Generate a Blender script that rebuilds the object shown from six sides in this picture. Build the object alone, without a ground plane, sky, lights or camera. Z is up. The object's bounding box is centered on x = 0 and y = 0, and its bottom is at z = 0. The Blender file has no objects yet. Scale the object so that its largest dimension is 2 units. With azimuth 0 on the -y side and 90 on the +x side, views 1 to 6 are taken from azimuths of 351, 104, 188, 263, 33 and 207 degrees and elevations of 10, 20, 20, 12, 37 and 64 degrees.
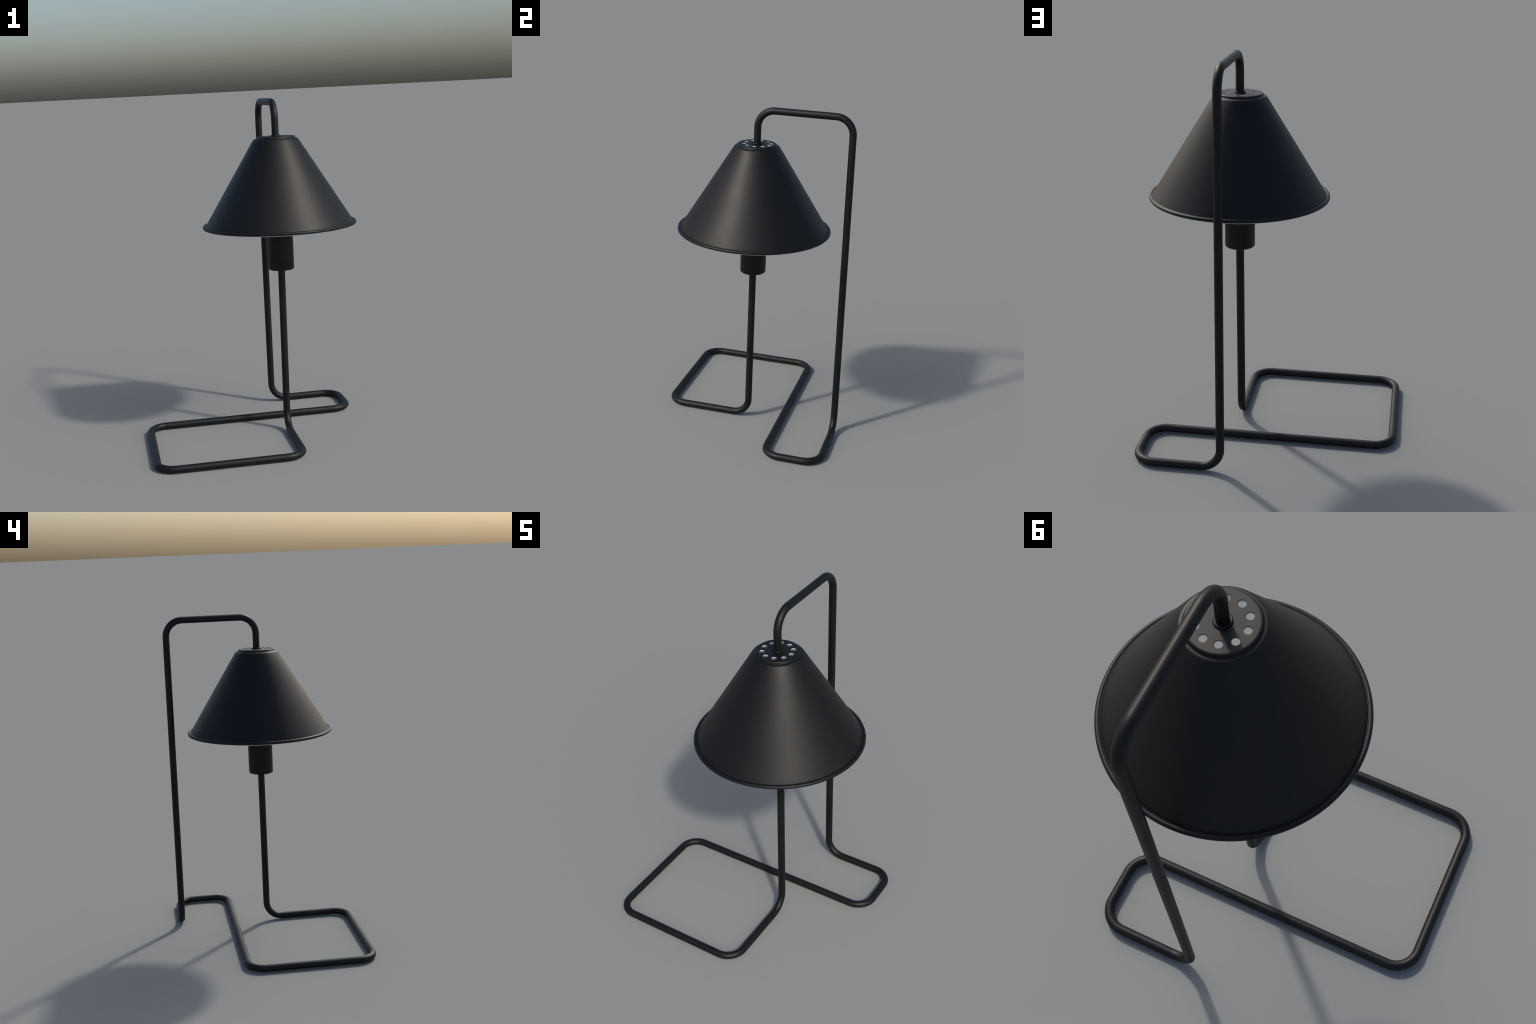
import bpy, bmesh, math
from mathutils import Vector

# ------------------------------------------------------------------ sizes (metres)
AX, AY = 0.197, -0.0135          # vertical axis of shade and lamp holder
FOOT_X, FOOT_Y = 0.1887, -0.0155  # the stem leans a little: where its foot stands
TUBE = 0.0207                    # tube radius
TOP = 2.0                        # top of the arm
BACK, FRONT, MID = 0.5425, -0.5425, 0.203   # y of the three long floor bars
SIDE = 0.6355                    # |x| of the two side bars
BEND_FLOOR, BEND_POST, BEND_TOP = 0.101, 0.100, 0.101
DISC_Z = 1.7812                  # top face of the perforated cap
CONE = lambda z: 1.2197 - 0.6164 * z        # outer radius of the cone at height z


# ------------------------------------------------------------------ materials
def paint(name, colour, rough, spec, grain=0.0, rough_var=0.03):
    m = bpy.data.materials.new(name)
    m.use_nodes = True
    nt = m.node_tree
    b = nt.nodes["Principled BSDF"]
    co = nt.nodes.new("ShaderNodeTexCoord")
    n = nt.nodes.new("ShaderNodeTexNoise")
    n.inputs["Scale"].default_value = 7.0
    n.inputs["Detail"].default_value = 4.0
    nt.links.new(co.outputs["Object"], n.inputs["Vector"])
    ramp = nt.nodes.new("ShaderNodeValToRGB")
    ramp.color_ramp.elements[0].position = 0.3
    ramp.color_ramp.elements[1].position = 0.7
    ramp.color_ramp.elements[0].color = (*[c * 0.96 for c in colour], 1)
    ramp.color_ramp.elements[1].color = (*[c * 1.04 for c in colour], 1)
    nt.links.new(n.outputs["Fac"], ramp.inputs["Fac"])
    nt.links.new(ramp.outputs["Color"], b.inputs["Base Color"])
    mr = nt.nodes.new("ShaderNodeMapRange")
    mr.inputs["To Min"].default_value = rough - rough_var
    mr.inputs["To Max"].default_value = rough + rough_var
    nt.links.new(n.outputs["Fac"], mr.inputs["Value"])
    nt.links.new(mr.outputs["Result"], b.inputs["Roughness"])
    b.inputs["Specular IOR Level"].default_value = spec
    if grain:
        f = nt.nodes.new("ShaderNodeTexNoise")
        f.inputs["Scale"].default_value = 420.0
        f.inputs["Detail"].default_value = 2.0
        nt.links.new(co.outputs["Object"], f.inputs["Vector"])
        bp = nt.nodes.new("ShaderNodeBump")
        bp.inputs["Strength"].default_value = grain
        bp.inputs["Distance"].default_value = 0.001
        nt.links.new(f.outputs["Fac"], bp.inputs["Height"])
        nt.links.new(bp.outputs["Normal"], b.inputs["Normal"])
    return m


BLACK = paint("black_satin_paint", (0.0034, 0.0034, 0.0035), 0.50, 0.30)
SOCKET = paint("black_plastic", (0.0030, 0.0030, 0.0030), 0.52, 0.29)
WHITE = paint("white_enamel", (0.76, 0.76, 0.76), 0.5, 0.4)


# ------------------------------------------------------------------ helpers
def finish(bm, name, mat, parent, sharp=35.0):
    bmesh.ops.recalc_face_normals(bm, faces=bm.faces)
    lim = math.radians(sharp)
    for f in bm.faces:
        f.smooth = True
    for e in bm.edges:
        e.smooth = len(e.link_faces) != 2 or e.calc_face_angle(0.0) < lim
    me = bpy.data.meshes.new(name)
    bm.to_mesh(me)
    bm.free()
    me.materials.append(mat)
    ob = bpy.data.objects.new(name, me)
    bpy.context.scene.collection.objects.link(ob)
    if parent:
        ob.parent = parent
    return ob


def lathe(profile, segs=160, close=True):
    """Revolve (radius, z) points about the lamp axis; radius 0 makes a pole."""
    bm = bmesh.new()
    rings = []
    for r, z in profile:
        if r < 1e-6:
            rings.append([bm.verts.new((AX, AY, z))])
        else:
            rings.append([bm.verts.new((AX + r * math.cos(2 * math.pi * i / segs),
                                        AY + r * math.sin(2 * math.pi * i / segs), z))
                          for i in range(segs)])
    pairs = list(zip(rings, rings[1:]))
    if close:
        pairs.append((rings[-1], rings[0]))
    for a, b in pairs:
        for i in range(segs):
            j = (i + 1) % segs
            q = [a[i % len(a)], a[j % len(a)], b[j % len(b)], b[i % len(b)]]
            q = list(dict.fromkeys(q))
            if len(q) > 2:
                bm.faces.new(q)
    return bm


def arc(cx, cz, r, a0, a1, n):
    return [(cx + r * math.cos(math.radians(a0 + (a1 - a0) * i / n)),
             cz + r * math.sin(math.radians(a0 + (a1 - a0) * i / n))) for i in range(n + 1)]


def spline(pts, n=6):
    """Catmull-Rom through profile points, for soft rolled edges."""
    out = []
    for i in range(len(pts) - 1):
        p0 = pts[max(i - 1, 0)]; p1 = pts[i]; p2 = pts[i + 1]; p3 = pts[min(i + 2, len(pts) - 1)]
        for k in range(n):
            t = k / n
            out.append(tuple(0.5 * (2 * p1[c] + (p2[c] - p0[c]) * t
                                    + (2 * p0[c] - 5 * p1[c] + 4 * p2[c] - p3[c]) * t * t
                                    + (3 * p1[c] - p0[c] - 3 * p2[c] + p3[c]) * t ** 3) for c in (0, 1)))
    out.append(pts[-1])
    return out


def fillet_path(corners, step=28):
    """corners: [(point, bend_radius)] -> dense centre line with tangent arcs."""
    out = [Vector(corners[0][0])]
    for i in range(1, len(corners) - 1):
        p, r = Vector(corners[i][0]), corners[i][1]
        a = (Vector(corners[i - 1][0]) - p).normalized()
        b = (Vector(corners[i + 1][0]) - p).normalized()
        if r == 0:
            out.append(p)
            continue
        half = a.angle(b) / 2
        d = r / math.tan(half)
        c = p + (a + b).normalized() * (r / math.sin(half))
        u = (p + a * d - c) / r
        v = (p + b * d - c) / r
        w = math.pi - 2 * half
        for k in range(step + 1):
            t = k / step
            out.append(c + r * (u * math.sin((1 - t) * w) + v * math.sin(t * w)) / math.sin(w))
    out.append(Vector(corners[-1][0]))
    return out


def sweep(path, radius, first=False, last=False, segs=40):
    bm = bmesh.new()
    tang = []
    for i in range(len(path)):
        a = path[min(i + 1, len(path) - 1)] - path[max(i - 1, 0)]
        d1 = (path[i] - path[i - 1]).normalized() if i else None
        d2 = (path[i + 1] - path[i]).normalized() if i < len(path) - 1 else None
        tang.append(((d1 or d2) + (d2 or d1)).normalized())
    ref = Vector((1, 0, 0)) if abs(tang[0].x) < 0.9 else Vector((0, 1, 0))
    nrm = (ref - tang[0] * ref.dot(tang[0])).normalized()
    rings = []
    for i, (p, t) in enumerate(zip(path, tang)):
        if i:
            nrm = tang[i - 1].rotation_difference(t) @ nrm
            nrm = (nrm - t * nrm.dot(t)).normalized()
        bn = t.cross(nrm)
        rings.append([bm.verts.new(p + radius * (nrm * math.cos(2 * math.pi * k / segs)
                                                 + bn * math.sin(2 * math.pi * k / segs)))
                      for k in range(segs)])
    for a, b in zip(rings, rings[1:]):
        for k in range(segs):
            bm.faces.new((a[k], a[(k + 1) % segs], b[(k + 1) % segs], b[k]))
    if first:
        bm.faces.new(rings[0][::-1])
    if last:
        bm.faces.new(rings[-1])
    return bm


def drill(ob, profile, ring=0.0785, count=10):
    """Cut the ring of round vent holes through the cap; profile is [(z, radius)] upwards."""
    bm = bmesh.new()
    n = 40
    for h in range(count):
        a = 2 * math.pi * h / count
        cx, cy = AX + ring * math.cos(a), AY + ring * math.sin(a)
        loops = [[bm.verts.new((cx + r * math.cos(2 * math.pi * k / n), cy + r * math.sin(2 * math.pi * k / n), z))
                  for k in range(n)] for z, r in profile]
        for lo, hi in zip(loops, loops[1:]):
            for k in range(n):
                bm.faces.new((lo[k], lo[(k + 1) % n], hi[(k + 1) % n], hi[k]))
        bm.faces.new(loops[0][::-1])
        bm.faces.new(loops[-1])
    me = bpy.data.meshes.new("drill")
    bm.to_mesh(me)
    bm.free()
    cut = bpy.data.objects.new("drill", me)
    bpy.context.scene.collection.objects.link(cut)
    md = ob.modifiers.new("holes", "BOOLEAN")
    md.operation = "DIFFERENCE"
    md.solver = "EXACT"
    md.object = cut
    dg = bpy.context.evaluated_depsgraph_get()
    new = bpy.data.meshes.new_from_object(ob.evaluated_get(dg))
    ob.modifiers.clear()
    old = ob.data
    ob.data = new
    new.name = ob.name
    bpy.data.meshes.remove(old)
    bpy.data.objects.remove(cut)
    bpy.data.meshes.remove(me)
    bm = bmesh.new()
    bm.from_mesh(ob.data)
    for e in bm.edges:
        e.smooth = len(e.link_faces) != 2 or e.calc_face_angle(0.0) < math.radians(35)
    bm.to_mesh(ob.data)
    bm.free()


# ------------------------------------------------------------------ the lamp
lamp = bpy.data.objects.new("table_lamp", None)
bpy.context.scene.collection.objects.link(lamp)
lamp["label"] = "black bent-tube table lamp with perforated conical metal shade"
lamp["category"] = "table lamp"

# -- bent tube: one continuous run, split where it is straight
F = TUBE
STEM = lambda z: (FOOT_X + (AX - FOOT_X) * (z - F) / (1.0 - F), FOOT_Y + (AY - FOOT_Y) * (z - F) / (1.0 - F), z)
base_path = fillet_path([
    ((AX, BACK, 0.16), 0), ((AX, BACK, F), BEND_POST),
    ((SIDE, BACK, F), BEND_FLOOR), ((SIDE, MID, F), BEND_FLOOR),
    ((-SIDE, MID, F), BEND_FLOOR), ((-SIDE, FRONT, F), BEND_FLOOR),
    ((FOOT_X, FRONT, F), BEND_FLOOR), ((FOOT_X, FOOT_Y, F), BEND_POST), (STEM(0.16), 0)])
base = finish(sweep(base_path, TUBE), "base_loop", BLACK, lamp, 60)

finish(sweep([Vector((AX, BACK, 0.16)), Vector((AX, BACK, 1.0)), Vector((AX, BACK, 1.84))], TUBE), "upright_post", BLACK, lamp, 60)
arm = finish(sweep(fillet_path([
    ((AX, BACK, 1.84), 0), ((AX, BACK, TOP - F), BEND_TOP),
    ((AX, AY, TOP - F), BEND_TOP), ((AX, AY, 1.745), 0)]), TUBE, last=True), "arm", BLACK, lamp, 60)
finish(sweep([Vector(STEM(z)) for z in (0.16, 0.6, 1.01)], TUBE, last=True), "support_stem", BLACK, lamp, 60)

# -- collar where the arm enters the cap
CZ = DISC_Z + 0.0003
finish(lathe([(0.0190, CZ), (0.0282, CZ)] + arc(0.0262, CZ + 0.0028, 0.0036, -50, 120, 12)
             + [(0.0222, CZ + 0.0062), (0.0190, CZ + 0.0062)], 64), "collar", BLACK, lamp, 40)

# -- shade: painted outer skin
t, g, w = 0.0014, 0.0002, 0.0030                  # paint skin, hairline gap, lining thickness
cap = [(0.0175, DISC_Z), (0.045, DISC_Z), (0.1040, DISC_Z), (0.1062, DISC_Z)]
shoulder = spline([(0.1062, DISC_Z), (0.1095, DISC_Z - 0.0004), (0.1122, DISC_Z - 0.0018), (0.1140, DISC_Z - 0.0046), (0.1147, 1.7730),
                   (0.1160, 1.7703), (0.1190, 1.7688), (0.1240, 1.7680), (0.1285, 1.7661), (0.1322, 1.7627), (0.1354, 1.7583)], 5)[1:]
cone = [(CONE(z), z) for z in (1.7535, 1.70, 1.60, 1.50, 1.40, 1.32, 1.285, 1.279, 1.2740)]
BC, BZ, BR = 0.4442, 1.2643, 0.0101               # rolled bead at the rim, with a groove above it
bead = [(0.4349, 1.2728), (0.4358, 1.2723), (0.4368, 1.2726)] \
    + [(BC + BR * math.cos(math.radians(a)), BZ + (0.0104 if a > 0 else 0.0084) * math.sin(math.radians(a))) for a in range(130, -67, -14)]
inner_skin = [(0.4430, 1.2592), (0.4370, 1.2640)] + [(CONE(z) - t * 1.18, z) for z in (1.285, 1.50, 1.750)] \
    + [(0.1290, 1.7625), (0.1230, 1.7655), (0.1145, 1.7675), (0.1118, 1.7735), (0.1062, DISC_Z - t), (0.1040, DISC_Z - t),
       (0.045, DISC_Z - t), (0.0175, DISC_Z - t)]
shade = finish(lathe(cap + shoulder + cone + bead + inner_skin), "shade", BLACK, lamp)
HOLE = 0.0128
drill(shade, [(1.75, HOLE), (DISC_Z - 0.0012, HOLE), (DISC_Z, HOLE + 0.0013), (DISC_Z + 0.0024, HOLE + 0.0039)])

# -- shade: white enamel lining that shows in the holes and as a lip under the rim
zt = DISC_Z - t - g
lin_out = [(0.0220, zt), (0.045, zt), (0.1040, zt), (0.1058, zt), (0.1114, 1.7730), (0.1141, 1.7668), (0.1228, 1.7648), (0.1286, 1.7618)] \
    + [(CONE(z) - t * 1.18 - g, z) for z in (1.748, 1.50, 1.285)] + [(0.4365, 1.2636), (0.4426, 1.2587), (0.4479, 1.2571)]
lip = [(0.4470, 1.2553), (0.4446, 1.2538), (0.4414, 1.2532), (0.4378, 1.2545), (0.4335, 1.2600)]
lin_in = [(CONE(z) - (t + g + w) * 1.18, z) for z in (1.285, 1.50, 1.746)] \
    + [(0.1255, 1.7590), (0.1210, 1.7615), (0.1120, 1.7640), (0.1085, 1.7710), (0.1045, zt - w), (0.1035, zt - w), (0.045, zt - w), (0.0220, zt - w)]
lining = finish(lathe(lin_out + lip + lin_in), "shade_lining", WHITE, shade)
drill(lining, [(1.75, HOLE - 0.0001), (1.80, HOLE - 0.0001)])

# -- lamp holder
SR, SB, ST = 0.0765, 0.9928, 1.235
finish(lathe([(0.0, SB), (0.060, SB), (SR - 0.0062, SB), (SR - 0.0050, SB + 0.0006), (SR - 0.0006, SB + 0.0050), (SR, SB + 0.0062),
              (SR, 1.10), (SR, ST - 0.004), (SR - 0.004, ST), (0.056, ST), (0.054, ST - 0.004), (0.054, 1.06), (0.0, 1.06)], 96, close=False),
       "lamp_holder", SOCKET, lamp, 40)
